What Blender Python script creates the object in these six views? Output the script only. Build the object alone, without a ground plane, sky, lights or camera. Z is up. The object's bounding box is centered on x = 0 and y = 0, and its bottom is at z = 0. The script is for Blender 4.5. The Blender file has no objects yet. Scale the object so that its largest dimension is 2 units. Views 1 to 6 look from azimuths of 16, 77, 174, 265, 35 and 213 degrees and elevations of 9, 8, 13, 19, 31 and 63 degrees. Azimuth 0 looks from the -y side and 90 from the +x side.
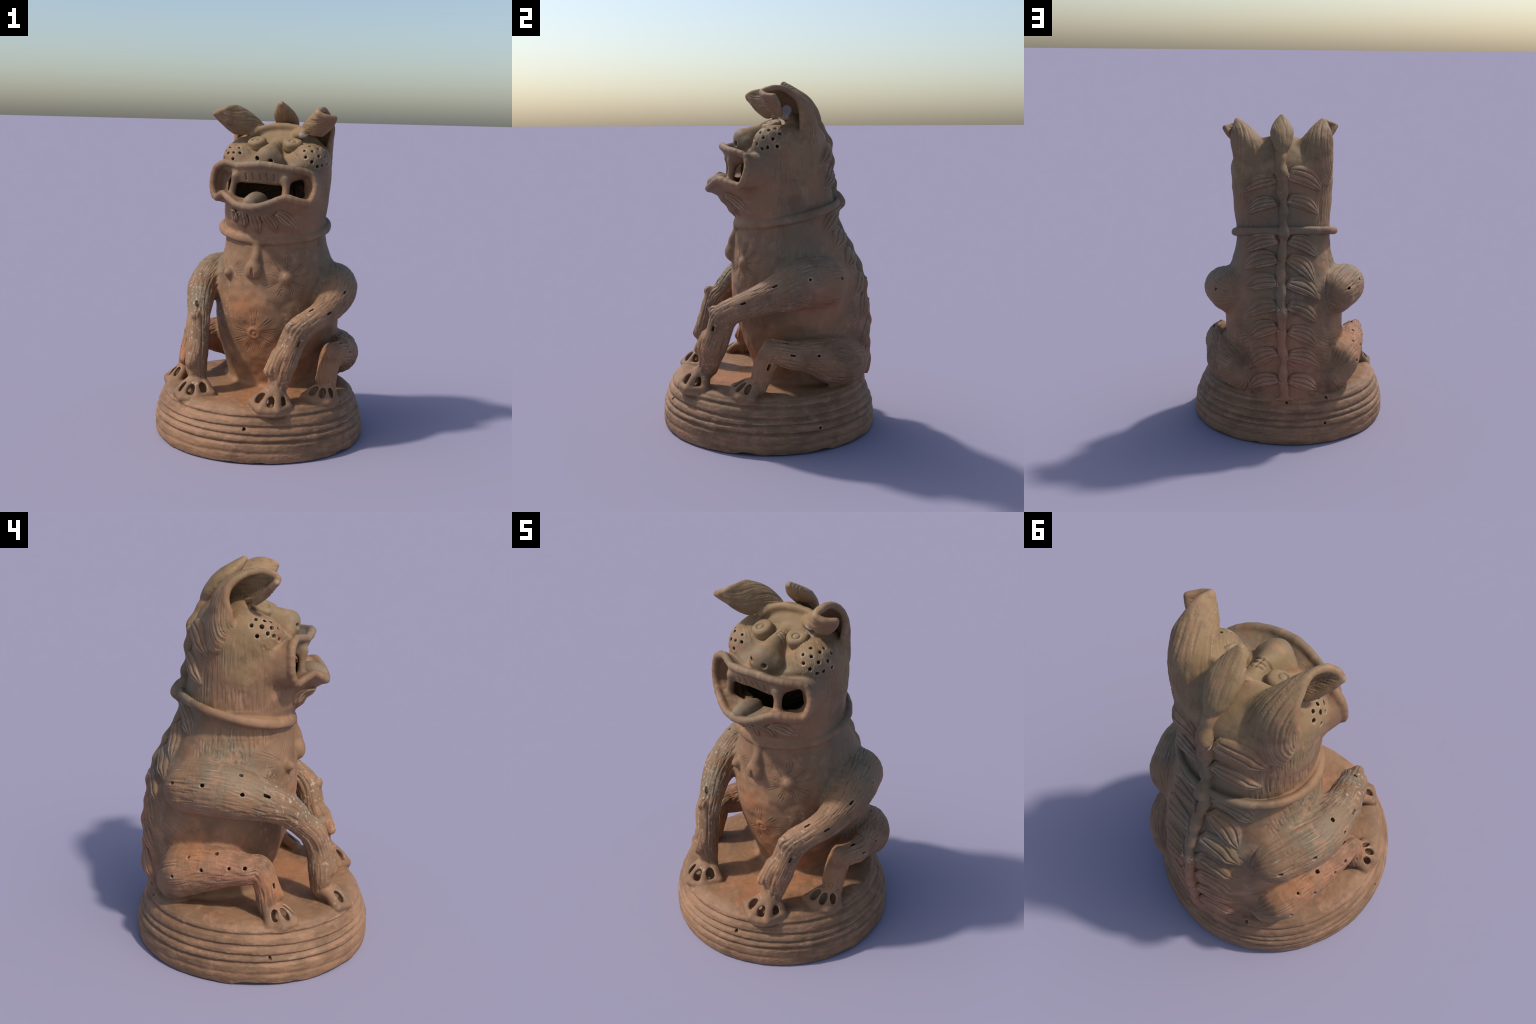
# Fired-clay guardian lion-dog on a ringed round base.
# The clay body is modelled as blended solid forms (a signed distance field built from named parts),
# polygonised once, combed with strokes along each part, then split into its named parts.
import bpy, math, time
import numpy as np
from mathutils import Vector
from mathutils.bvhtree import BVHTree

T0 = time.time()
H = 0.0041            # cell size of the polygonisation
BLOCK = 24
A = np.array

# ------------------------------------------------------------------ noise
def hash3(ix, iy, iz, seed):
    n = (ix.astype(np.uint32) * np.uint32(374761393) + iy.astype(np.uint32) * np.uint32(668265263)
         + iz.astype(np.uint32) * np.uint32(2147483647) + np.uint32(seed * 974634777 & 0xffffffff))
    n = (n ^ (n >> np.uint32(13))) * np.uint32(1274126177)
    n = (n ^ (n >> np.uint32(15))) * np.uint32(2246822519)
    return ((n ^ (n >> np.uint32(16))).astype(np.float64) / 4294967295.0) * 2 - 1

def noise3(q, seed=0):
    """smooth value noise in -1..1 at points q (N,3)"""
    f = np.floor(q); w = q - f; i = f.astype(np.int64)
    w = w * w * (3 - 2 * w)
    out = 0
    for dx in (0, 1):
        wx = w[:, 0] if dx else 1 - w[:, 0]
        for dy in (0, 1):
            wy = w[:, 1] if dy else 1 - w[:, 1]
            for dz in (0, 1):
                wz = w[:, 2] if dz else 1 - w[:, 2]
                out = out + wx * wy * wz * hash3(i[:, 0] + dx, i[:, 1] + dy, i[:, 2] + dz, seed)
    return out

def step(a, b, x):
    t = np.clip((x - a) / (b - a), 0, 1)
    return t * t * (3 - 2 * t)

# ------------------------------------------------------------------ solids
def smin(a, b, k):
    if k <= 0: return np.minimum(a, b)
    h = np.maximum(k - np.abs(a - b), 0) / k
    return np.minimum(a, b) - h * h * k * 0.25

def smax(a, b, k):
    return -smin(-a, -b, k)

def rot_to(n, up=(0, 0, 1)):
    """rows: side, mid, n"""
    n = A(n, float); n /= np.linalg.norm(n)
    s = np.cross(up, n)
    if np.linalg.norm(s) < 1e-6: s = A([1., 0, 0])
    s /= np.linalg.norm(s)
    return A([s, np.cross(n, s), n])

def ellipsoid(c, r, R=None):
    c = A(c, float); r = A(r, float); m = r.max() * 1.02
    def f(P):
        q = P - c
        if R is not None: q = q @ R.T
        a = q / r
        k0 = np.sqrt(np.einsum('ij,ij->i', a, a)); b = a / r
        k1 = np.sqrt(np.einsum('ij,ij->i', b, b)) + 1e-9
        return np.where(k0 < 0.2, (k0 - 1) * r.min(), k0 * (k0 - 1) / k1)
    return f, c - m, c + m

def chain(pts, rad, k=0.0):
    """row of round cones through pts with radii rad"""
    pts = A(pts, float); rad = A(rad, float)
    pa, pb, ra_, rb_ = pts[:-1], pts[1:], rad[:-1], rad[1:]
    AB = pb - pa; AA = (AB * AB).sum(1)
    rmx, rmn = np.maximum(ra_, rb_), np.minimum(ra_, rb_)
    def f(P):
        lo, hi = P.min(0), P.max(0); c = 0.5 * (lo + hi); R = 0.5 * np.linalg.norm(hi - lo)
        t = np.clip(((c - pa) * AB).sum(1) / AA, 0, 1)
        dc = np.linalg.norm(c - pa - t[:, None] * AB, axis=1)
        use = np.nonzero(dc - rmx - R <= (dc - rmn + R).min() + k)[0]
        d = None
        for i in use:
            q = P - pa[i]
            t = np.clip(q @ AB[i] / AA[i], 0, 1)
            e = q - t[:, None] * AB[i]
            x = np.sqrt(np.einsum('ij,ij->i', e, e)) - (ra_[i] + (rb_[i] - ra_[i]) * t)
            d = x if d is None else smin(d, x, k)
        return d
    return f, (pts - rad[:, None]).min(0), (pts + rad[:, None]).max(0)

def tube(pts, rad, n=6):
    """smooth limb: the spline through pts with radii rad"""
    q = spline(np.concatenate([A(pts, float), A(rad, float)[:, None]], 1), (len(pts) - 1) * n + 1)
    return chain(q[:, :3], q[:, 3])

def ball(c, r):
    return ellipsoid(c, (r, r, r))

def spline(pts, n, closed=False):
    """Catmull-Rom through rows of pts (M, ...) -> n rows"""
    pts = A(pts, float); M = len(pts)
    t = np.linspace(0, M if closed else M - 1, n, endpoint=not closed)
    i = np.floor(t).astype(int)
    if not closed: i = np.minimum(i, M - 2)
    w = (t - i).reshape((-1,) + (1,) * (pts.ndim - 1))
    g = lambda j: pts[j % M] if closed else np.where((j < 0).reshape(w.shape), 2 * pts[0] - pts[1],
        np.where((j >= M).reshape(w.shape), 2 * pts[-1] - pts[-2], pts[np.clip(j, 0, M - 1)]))
    p0, p1, p2, p3 = g(i - 1), g(i), g(i + 1), g(i + 2)
    return 0.5 * (2 * p1 + (p2 - p0) * w + (2 * p0 - 5 * p1 + 4 * p2 - p3) * w ** 2 + (3 * p1 - p0 - 3 * p2 + p3) * w ** 3)

def sheet(grid, thick, closed=False, step_=0.007):
    """slab of clay of half-thickness thick around a lofted grid (n,m,3); distance cached on a lattice"""
    n, m, _ = grid.shape
    V = [Vector(v) for v in grid.reshape(-1, 3)]
    F = []
    for i in range(n if closed else n - 1):
        for j in range(m - 1):
            a, b = i * m + j, ((i + 1) % n) * m + j
            F += [(a, b, b + 1), (a, b + 1, a + 1)]
    tree = BVHTree.FromPolygons(V, F)
    pad = thick + 0.06
    lo = grid.reshape(-1, 3).min(0) - pad; hi = grid.reshape(-1, 3).max(0) + pad
    N = np.ceil((hi - lo) / step_).astype(int) + 2
    D = np.full(N, pad)
    find = tree.find_nearest
    for i in range(N[0]):
        for j in range(N[1]):
            for k in range(N[2]):
                r = find((lo[0] + i * step_, lo[1] + j * step_, lo[2] + k * step_), pad)
                if r[3] is not None: D[i, j, k] = r[3]
    def f(P):
        q = (P - lo) / step_
        ok = np.all((q >= 0) & (q < N - 1.001), axis=1)
        q = np.clip(q, 0, N - 1.001)
        i = q.astype(int); w = q - i
        x, y, z = i.T; a, b, c = w.T
        d = 0
        for dx in (0, 1):
            for dy in (0, 1):
                for dz in (0, 1):
                    d = d + (a if dx else 1 - a) * (b if dy else 1 - b) * (c if dz else 1 - c) * D[x + dx, y + dy, z + dz]
        return np.where(ok, d - thick, .2)
    return f, lo + 0.058, hi - 0.058

def stack(rows, power=2.0):
    """body of egg-shaped cross-sections: rows of (z, cx, half width, front y, back y)"""
    rows = A(rows, float)
    fine = spline(rows, 160)
    def f(P):
        z = P[:, 2]
        cx = np.interp(z, fine[:, 0], fine[:, 1]); ax = np.interp(z, fine[:, 0], fine[:, 2])
        yf = np.interp(z, fine[:, 0], fine[:, 3]); yb = np.interp(z, fine[:, 0], fine[:, 4])
        cy = yf + (yb - yf) * 0.5
        ay = (yb - yf) * 0.5
        dx = P[:, 0] - cx; dy = P[:, 1] - cy
        q = (np.abs(dx / ax) ** power + np.abs(dy / ay) ** power) ** (1 / power) + 1e-9
        L = np.sqrt(dx * dx + dy * dy)
        d = np.where(q < 0.3, (q - 1) * np.minimum(ax, ay), L * (1 - 1 / q))
        return np.maximum(d, np.maximum(rows[0, 0] - z, z - rows[-1, 0]))
    lo = A([(rows[:, 1] - rows[:, 2]).min(), rows[:, 3].min(), rows[0, 0]])
    hi = A([(rows[:, 1] + rows[:, 2]).max(), rows[:, 4].max(), rows[-1, 0]])
    return f, lo, hi

# ------------------------------------------------------------------ the list of clay operations
OPS = []          # (kind, label index, function, lo, hi, k)
LABELS = []       # (name, parent name)

def label(name, parent=None):
    LABELS.append((name, parent)); return len(LABELS) - 1

def add(lab, prim, k=0.0):
    f, lo, hi = prim; OPS.append(("add", lab, f, lo, hi, k))

def cut(prim, k=0.0):
    f, lo, hi = prim; OPS.append(("cut", -1, f, lo, hi, k))

def relief(lab, height, lo, hi, k=0.0):
    """raise (positive) or press (negative) the surface by height(P) metres"""
    OPS.append(("relief", lab, height, A(lo, float), A(hi, float), k))

def evaluate(P, ops, want_label=False):
    d = np.full(len(P), 0.2)
    lab = np.zeros(len(P), int) if want_label else None
    for kind, l, f, lo, hi, k in ops:
        if kind == "add":
            x = f(P)
            if want_label: lab = np.where(x < d, l, lab)
            d = smin(d, x, k)
        elif kind == "cut":
            d = smax(d, -f(P), k)
        else:
            h = f(P)
            if want_label and l >= 0: lab = np.where(h > 0.003, l, lab)
            d = d - h
    return (d, lab) if want_label else d

# ------------------------------------------------------------------ BASE
L_base = label("base")
BASE_C = A([-0.001, -0.001])
base_prof = A([(0, .620), (.03, .628), (.07, .628), (.105, .625), (.135, .622), (.165, .613), (.20, .601),
               (.23, .589), (.26, .575), (.28, .563), (.295, .546), (.307, .520)])
BASE_FINE = spline(base_prof, 80)
def base_f(P):
    z = P[:, 2]; x = P[:, 0] - BASE_C[0] + .028 * z; y = P[:, 1] - BASE_C[1]
    r = np.sqrt(x * x + y * y) + 1e-9; ang = np.arctan2(y, x)
    wob = 0.004 * np.sin(2 * ang + 0.7) + 0.003 * np.sin(3 * ang + 2.0)
    zz = z + 0.004 * np.sin(ang + 1.0)
    R = np.interp(zz, BASE_FINE[:, 0], BASE_FINE[:, 1]) + wob
    for gz, dep, wd in ((.282, .005, .007), (.250, .011, .009), (.197, .012, .009), (.158, .012, .008), (.117, .013, .009), (.060, .004, .010)):
        gg = gz + 0.003 * np.sin(3 * ang + gz * 90) 
        R = R - dep * np.exp(-((zz - gg) / wd) ** 2)
    d = (r - R) * 0.93
    top = z - (0.293 + 0.010 * step(.30, .52, r))
    d = smax(d, top, 0.03)
    q = np.stack([x * 9, y * 9, z * 9], 1)
    edge = 0.004 + 0.016 * np.maximum(noise3(np.stack([np.cos(ang) * 7, np.sin(ang) * 7, z * 3], 1), 5), 0)
    return np.maximum(d, edge * (r > .5) - z)
add(L_base, (base_f, A([-.66, -.66, 0]), A([.66, .66, .31])))

# ------------------------------------------------------------------ TORSO
L_torso = label("torso")
torso_rows = [
    (0.20, .045, .300, -.085, .540), (0.30, .045, .305, -.090, .568), (0.38, .045, .318, -.108, .572),
    (0.46, .050, .338, -.143, .564), (0.55, .054, .360, -.170, .568), (0.65, .056, .376, -.200, .564),
    (0.75, .056, .376, -.220, .546), (0.86, .055, .366, -.226, .528), (0.95, .057, .354, -.223, .500),
    (1.04, .058, .337, -.214, .454), (1.12, .060, .314, -.203, .414), (1.20, .057, .297, -.190, .372),
    (1.28, .053, .292, -.190, .366)]
add(L_torso, stack(torso_rows, 2.05), 0.035)
# ------------------------------------------------------------------ HEAD
L_head = label("head")
head_rows = [
    (1.16, .052, .292, -.185, .368), (1.23, .053, .295, -.200, .366), (1.29, .054, .301, -.232, .367),
    (1.35, .058, .306, -.250, .362), (1.40, .060, .311, -.225, .352), (1.45, .060, .314, -.190, .344),
    (1.52, .062, .319, -.172, .333), (1.58, .062, .322, -.172, .326), (1.64, .062, .320, -.185, .318),
    (1.70, .061, .306, -.190, .304), (1.75, .060, .276, -.180, .274), (1.79, .060, .232, -.150, .236),
    (1.825, .062, .176, -.090, .194), (1.848, .064, .118, -.02, .158), (1.862, .065, .05, .05, .125)]
add(L_head, stack(head_rows, 2.0), 0.02)
# cut the sloping face, up to the brow
fn = A([0, -.573, .82]); fp = A([.06, .058, 1.768])
bn = A([0, .83, -.557])
def face_cut(P):
    q = P - fp
    return np.maximum(-(q @ fn), q @ bn)
cut((face_cut, A([-.5, -.6, 1.4]), A([.6, .3, 2.1])), 0.02)
L_cheek = label("cheek", "head"); L_cheek2 = label("cheek", "head")
add(L_cheek, ellipsoid((.275, -.035, 1.655), (.105, .110, .100)), 0.05)
add(L_cheek2, ellipsoid((-.155, .010, 1.645), (.100, .105, .095)), 0.05)
# jowls behind the mouth corners
add(L_head, ellipsoid((.265, -.045, 1.505), (.085, .105, .115)), 0.05)
add(L_head, ellipsoid((-.150, -.035, 1.500), (.085, .105, .115)), 0.05)
# hollow inside the mouth
def mouth_hollow(P):
    q = np.abs(P - A([.046, -.085, 1.468])) - A([.190, .10, .050])
    return np.linalg.norm(np.maximum(q, 0), axis=1) + np.minimum(q.max(1), 0) - 0.04
cut((mouth_hollow, A([-.19, -.23, 1.37]), A([.28, .06, 1.565])), 0.01)
cut(ellipsoid((.062, .085, 1.48), (.278, .218, .25)), 0.01)
cut(tube([(.060, .090, 1.42), (.055, .115, 1.20), (.052, .150, .95), (.05, .18, .75)], [.23, .235, .26, .27]), 0.02)

# mouth: (rim, throat, outer root) for stations around the opening
mouth = A([
    [(.04, -.275, 1.640), (.04, -.222, 1.540), (.04, -.175, 1.585)],
    [(.177, -.272, 1.624), (.165, -.237, 1.538), (.19, -.160, 1.578)],
    [(.270, -.238, 1.610), (.235, -.205, 1.562), (.29, -.115, 1.590)],
    [(.324, -.198, 1.588), (.280, -.168, 1.566), (.322, -.070, 1.575)],
    [(.353, -.200, 1.528), (.302, -.155, 1.512), (.335, -.062, 1.500)],
    [(.347, -.215, 1.470), (.298, -.160, 1.462), (.326, -.066, 1.440)],
    [(.326, -.236, 1.430), (.270, -.180, 1.434), (.288, -.120, 1.395)],
    [(.262, -.290, 1.443), (.235, -.210, 1.432), (.265, -.180, 1.372)],
    [(.204, -.326, 1.458), (.190, -.235, 1.438), (.200, -.215, 1.372)],
    [(.120, -.355, 1.424), (.120, -.235, 1.428), (.120, -.240, 1.350)],
    [(.030, -.358, 1.400), (.030, -.225, 1.422), (.030, -.248, 1.340)],
    [(-.080, -.330, 1.412), (-.070, -.212, 1.428), (-.070, -.225, 1.355)],
    [(-.177, -.259, 1.465), (-.140, -.185, 1.440), (-.145, -.165, 1.380)],
    [(-.242, -.178, 1.430), (-.185, -.115, 1.440), (-.165, -.080, 1.390)],
    [(-.274, -.148, 1.462), (-.217, -.092, 1.470), (-.222, -.040, 1.440)],
    [(-.280, -.138, 1.528), (-.222, -.085, 1.530), (-.235, -.028, 1.500)],
    [(-.260, -.138, 1.605), (-.205, -.095, 1.580), (-.220, -.028, 1.575)],
    [(-.186, -.168, 1.638), (-.155, -.145, 1.580), (-.165, -.080, 1.595)],
    [(-.095, -.236, 1.627), (-.090, -.205, 1.544), (-.060, -.155, 1.585)]])
ms = spline(mouth, 76, closed=True)
rim, throat, root = ms[:, 0], ms[:, 1], ms[:, 2]
rim = rim + (A([.03, -.20, 1.52]) - rim) / np.linalg.norm(A([.03, -.20, 1.52]) - rim, axis=1)[:, None] * .002
L_lip = label("lip", "head")
w = np.linspace(0, 1, 9)[None, :, None]
inner = throat[:, None] * (1 - w) + rim[:, None] * w
outer_c = 0.40 * rim + 0.60 * root + A([0, -.004, 0]) - A([0, 0, .012]) * step(1.56, 1.60, rim[:, 2:3])
outer = rim[:, None] * (1 - w) ** 2 + 2 * w * (1 - w) * outer_c[:, None] + root[:, None] * w ** 2
add(L_lip, sheet(np.concatenate([inner, outer[:, 1:]], 1), 0.013, closed=True), 0.022)
rr = np.concatenate([rim, rim[:1]])
add(L_lip, chain(rr[::2], np.full(len(rr[::2]), .0190), 0.004), 0.012)
L_tooth = label("tooth", "head"); L_tooth2 = label("tooth", "head")
add(L_tooth, tube([(.191, -.248, 1.560), (.193, -.252, 1.51), (.191, -.262, 1.452)], [.026, .019, .024]), 0.025)
add(L_tooth2, tube([(-.116, -.212, 1.565), (-.130, -.205, 1.515), (-.144, -.202, 1.452)], [.026, .019, .024]), 0.025)
L_tongue = label("tongue", "head")
add(L_tongue, tube([(.040, -.245, 1.432), (.024, -.278, 1.434), (.008, -.318, 1.426)], [.044, .050, .043]), 0.006)
# nose
L_nose = label("nose", "head")
add(L_nose, tube([(.064, .045, 1.735), (.062, -.035, 1.733), (.056, -.10, 1.710), (.052, -.160, 1.691)], [.026, .031, .040, .043]), 0.035)
add(L_nose, ellipsoid((.054, -.166, 1.690), (.058, .040, .038)), 0.03)
add(L_nose, tube([(.062, -.03, 1.700), (.060, -.09, 1.680), (.058, -.135, 1.655)], [.036, .054, .067]), 0.03)
add(L_nose, ellipsoid((.058, -.146, 1.650), (.096, .056, .056), rot_to((0, -.1, 1))), 0.03)
for c in ((.004, -.192, 1.665), (.085, -.193, 1.655)):
    cut(chain([A(c) + A([0, -.02, -.004]), A(c) + A([0, .035, .01])], [.015, .010]), 0.006)
# eyes
def button(c, n, R, t, r):
    """round-edged clay disc of radius R and half thickness t facing n"""
    M = rot_to(n); c = A(c, float)
    def f(P):
        q = (P - c) @ M.T
        u = np.sqrt(q[:, 0] ** 2 + q[:, 1] ** 2) - (R - r); v = np.abs(q[:, 2]) - (t - r)
        return np.sqrt(np.maximum(u, 0) ** 2 + np.maximum(v, 0) ** 2) + np.minimum(np.maximum(u, v), 0) - r
    return f, c - R * 1.1, c + R * 1.1
def ring_groove(c, n, R, r):
    M = rot_to(n); c = A(c, float)
    def f(P):
        q = (P - c) @ M.T
        return np.sqrt((np.sqrt(q[:, 0] ** 2 + q[:, 1] ** 2) - R) ** 2 + q[:, 2] ** 2) - r
    return f, c - R - r, c + R + r
for c, en in (((.168, -.016, 1.741), (.10, -.34, .94)), ((-.050, .000, 1.746), (-.08, -.34, .94))):
    le = label("eye", "head")
    add(le, button(c, en, .056, .032, .020), 0.006)
    fr_ = rot_to(en); rc = A(c) + fr_[2] * .032 - fr_[1] * .010
    cut(ring_groove(rc, en, .019, .0058), 0.002)
# brow ridge
L_brow = label("brow", "head")
add(L_brow, tube([(-.100, .060, 1.800), (-.067, .088, 1.826), (0, .106, 1.848), (.06, .110, 1.853), (.14, .110, 1.850), (.195, .098, 1.836), (.225, .07, 1.812)], [.015] * 7), 0.03)

# ------------------------------------------------------------------ COLLAR
L_collar = label("collar")
def collar_f(P):
    x = (P[:, 0] - .046) / .318; y = (P[:, 1] - .0965) / .287
    r = np.sqrt(x * x + y * y) + 1e-9
    zc = 1.190 + (P[:, 1] + .205) * 0.205
    d1 = (r - 1) * 0.31
    d2 = P[:, 2] - zc
    return np.sqrt(d1 ** 2 + (np.where(d2 > 0, d2 * .8, d2)) ** 2 + 1e-12) - 0.0225
add(L_collar, (collar_f, A([-.31, -.24, 1.14]), A([.40, .44, 1.36])), 0.014)

# ------------------------------------------------------------------ LEGS
LIMBS = {}; LIMB_RAD = {}
def limb(name, pts, rad, k, knobs=()):
    l = label(name)
    LIMBS[l] = A(pts, float); LIMB_RAD[l] = A(rad, float)
    add(l, tube(pts, rad), k)
    for a, b, ra, rb in knobs: add(l, chain([a, b], [ra, rb]), 0.025)
    return l
def paw(parent, wrist, tips, slab, r0=.034, r1=.0255):
    l = label("paw", parent)
    wrist = A(wrist, float)
    tips = [A(t, float) for t in tips]
    for t in tips:
        mid = 0.5 * (wrist + t) + A([0, 0, .014])
        add(l, tube([wrist, mid, t], [r0 + .012, r1 + .007, r1], 4), 0.012)
    add(l, tube(tips, [r1 * .92] * len(tips), 4), 0.012)
    c, r = slab
    add(l, ellipsoid(c, r), 0.012)
    for t, u in zip(tips[:-1], tips[1:]):
        add(l, tube([wrist - A([0, 0, .03]), 0.25 * wrist + 0.375 * (t + u) - A([0, 0, .012]), 0.5 * (t + u) - A([0, 0, .004])], [.030, .024, .018], 3), 0.012)
    for t, u in zip(tips[:-1], tips[1:]):      # dished hollows between the toes
        gap = np.linalg.norm(t - u)
        end = 0.5 * (t + u); d = wrist - end; d[2] = 0; d /= np.linalg.norm(d)
        side_ = np.cross(d, [0, 0, 1.])
        R_ = A([side_, d, [0, 0, 1.]])
        cut(ellipsoid(end + d * .034 + A([0, 0, .034]), (max(gap * .30, .015), .038, .036), R_), 0.010)

fl = limb("foreleg", [(.395, .215, .892), (.432, .09, .890), (.448, -.06, .848), (.425, -.18, .804), (.358, -.275, .757),
    (.298, -.328, .697), (.262, -.350, .600), (.232, -.380, .500), (.216, -.400, .410)],
    [.141, .132, .101, .079, .070, .073, .073, .073, .058], 0.04, [((.30, -.33, .70), (.270, -.378, .738), .052, .026), ((.215, -.40, .57), (.176, -.446, .497), .050, .030)])
paw("foreleg", (.212, -.425, .375), [(.090, -.488, .316), (.158, -.545, .298), (.240, -.522, .290), (.287, -.430, .294)], ((.185, -.47, .270), (.105, .095, .022)))
fr = limb("foreleg", [(-.245, .340, .903), (-.324, .20, .915), (-.352, .08, .898), (-.361, -.03, .864), (-.345, -.13, .818), (-.324, -.22, .732),
    (-.314, -.270, .680), (-.297, -.306, .585), (-.302, -.320, .490), (-.292, -.325, .390)],
    [.132, .135, .118, .095, .081, .067, .067, .063, .066, .053], 0.04, [((-.300, -.27, .70), (-.314, -.310, .748), .052, .025), ((-.300, -.325, .56), (-.316, -.378, .480), .050, .030)])
paw("foreleg.001", (-.290, -.332, .365), [(-.386, -.402, .300), (-.335, -.464, .292), (-.252, -.452, .292), (-.190, -.374, .304)], ((-.28, -.39, .270), (.095, .085, .022)))
hl = limb("hindleg", [(.385, .36, .450), (.418, .285, .455), (.452, .17, .490), (.480, .02, .515), (.458, -.085, .525), (.450, -.130, .440), (.450, -.150, .370)],
    [.114, .136, .104, .078, .066, .058, .050], 0.04, [((.44, -.14, .46), (.408, -.165, .398), .042, .026), ((.455, -.06, .53), (.446, -.108, .578), .052, .024)])
add(hl, ball((.335, .395, .400), .095), 0.05)
paw("hindleg", (.450, -.165, .350), [(.345, -.270, .312), (.410, -.288, .302), (.472, -.272, .294), (.510, -.215, .292)], ((.43, -.22, .270), (.09, .08, .022)))
hr = limb("hindleg", [(-.275, .362, .470), (-.325, .26, .502), (-.370, .16, .524), (-.415, .06, .530), (-.430, .002, .538), (-.446, -.030, .450), (-.460, -.040, .365)],
    [.132, .118, .098, .078, .066, .060, .053], 0.04, [((-.446, -.045, .47), (-.460, -.090, .414), .044, .026), ((-.432, .015, .545), (-.462, -.012, .588), .052, .024)])
add(hr, ball((-.235, .415, .395), .095), 0.05)
paw("hindleg.001", (-.464, -.052, .345), [(-.470, -.160, .302), (-.518, -.162, .294), (-.558, -.110, .290), (-.540, -.042, .290)], ((-.50, -.09, .270), (.08, .085, .022)))
# the left thigh is an open fold of clay behind the knee
cut(ellipsoid((.430, .015, .610), (.045, .085, .055)), 0.015)

# ------------------------------------------------------------------ FRONT ORNAMENTS
L_pend = label("pendant", "torso")
add(L_pend, tube([(.018, -.185, 1.165), (.016, -.210, 1.10), (.010, -.215, 1.04)], [.024, .029, .034]), 0.02)
add(L_pend, ellipsoid((-.010, -.216, 1.020), (.037, .044, .050)), 0.020)
add(L_pend, ellipsoid((.024, -.217, 1.022), (.037, .044, .052)), 0.020)
cut(tube([(.006, -.266, 1.060), (.005, -.262, 1.022), (.006, -.250, .980)], [.005, .009, .006], 3), 0.004)
for c, r in (((.198, -.186, .984), .032), ((-.166, -.156, .988), .025)):
    ln = label("nipple", "torso")
    add(ln, ball(c, r), 0.03)
L_navel = label("navel", "torso")
def navel_f(P):
    q = (P - A([.011, -.186, .645])) @ rot_to((0, -.96, -.28)).T
    r = np.sqrt(q[:, 0] ** 2 + q[:, 1] ** 2)
    return np.minimum(np.sqrt((r - .027) ** 2 + q[:, 2] ** 2) - .0145, np.sqrt(r * r + q[:, 2] ** 2) - .0165)
add(L_navel, (navel_f, A([-.03, -.23, .60]), A([.05, -.15, .69])), 0.008)

# ------------------------------------------------------------------ SPINE AND TUFTS (raised on the back)
TUFTS = []
def leaf_height(x, z, a, b, W, Hh, bend):
    """leaf from root a to tip b in the x-z plane; crisp lower edge, strands along it"""
    a = A(a, float); b = A(b, float); ab = b - a; L = np.linalg.norm(ab); t = ab / L
    nrm = A([-t[1], t[0]]) * (1 if t[0] * 1 > 0 else -1)     # points up
    s = ((x - a[0]) * t[0] + (z - a[1]) * t[1]) / L
    v = (x - a[0]) * nrm[0] + (z - a[1]) * nrm[1]
    sc = np.clip(s, 0, 1)
    v = v - bend * L * np.sin(np.pi * sc)
    wd = W * np.sin(np.pi * np.clip(.13 + .87 * sc, 0, 1) ** .85) ** .8 + 1e-4
    u = v / wd
    inside = (s > 0) & (s < 1) & (np.abs(u) < 1)
    pr = np.clip(1 - u * u, 0, 1) ** .4 * (0.80 - 0.20 * u)
    h = Hh * pr * (0.80 + 0.10 * sc) * np.minimum(1, (1 - sc) * 3.5) * np.minimum(1, sc * 8 + .5)
    return np.where(inside, h, 0), u, s
def back_tuft(parent, a, b, W, Hh, bend=0.10):
    l = label("tuft", parent)
    TUFTS.append((l, a, b, W, bend))
    def hf(P):
        h, u, s = leaf_height(P[:, 0], P[:, 2], a, b, W, Hh, bend)
        return h * step(.12, .2, P[:, 1])
    x0, x1 = sorted((a[0], b[0])); z0, z1 = sorted((a[1], b[1]))
    relief(l, hf, (x0 - .05, .1, z0 - .06), (x1 + .05, .75, z1 + .07))

for a, b in [((.128, 1.262), (.314, 1.165)), ((.131, 1.150), (.318, 1.070)), ((.136, 1.022), (.317, .960)), ((.140, .884), (.316, .800)),
             ((.142, .757), (.306, .660)), ((.143, .600), (.297, .476)), ((.133, .427), (.301, .335)),
             ((.054, 1.258), (-.120, 1.145)), ((.061, 1.150), (-.095, 1.003)), ((.071, 1.013), (-.113, .905)), ((.075, .883), (-.106, .766)),
             ((.069, .731), (-.106, .618)), ((.073, .581), (-.117, .485)), ((.067, .425), (-.108, .329))]:
    b = (b[0] + .08 * (b[0] - a[0]), b[1] + .10 * (b[1] - a[1]))
    back_tuft("torso", a, b, .050, .036, .13)
for a, b, W in [((.131, 1.628), (.345, 1.522), .046), ((.129, 1.487), (.315, 1.398), .040), ((.05, 1.662), (-.168, 1.538), .056), ((.057, 1.506), (-.146, 1.395), .044)]:
    back_tuft("head", a, b, W * 1.06, .038, .13)
L_spine = label("spine_ridge")
spine_line = A([(1.83, .086), (1.806, .092), (1.707, .095), (1.585, .091), (1.462, .090), (1.351, .089), (1.262, .091), (1.182, .096), (1.069, .105),
                (.947, .111), (.838, .115), (.677, .110), (.551, .105), (.436, .100), (.321, .094), (.285, .094)])[::-1]
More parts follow.
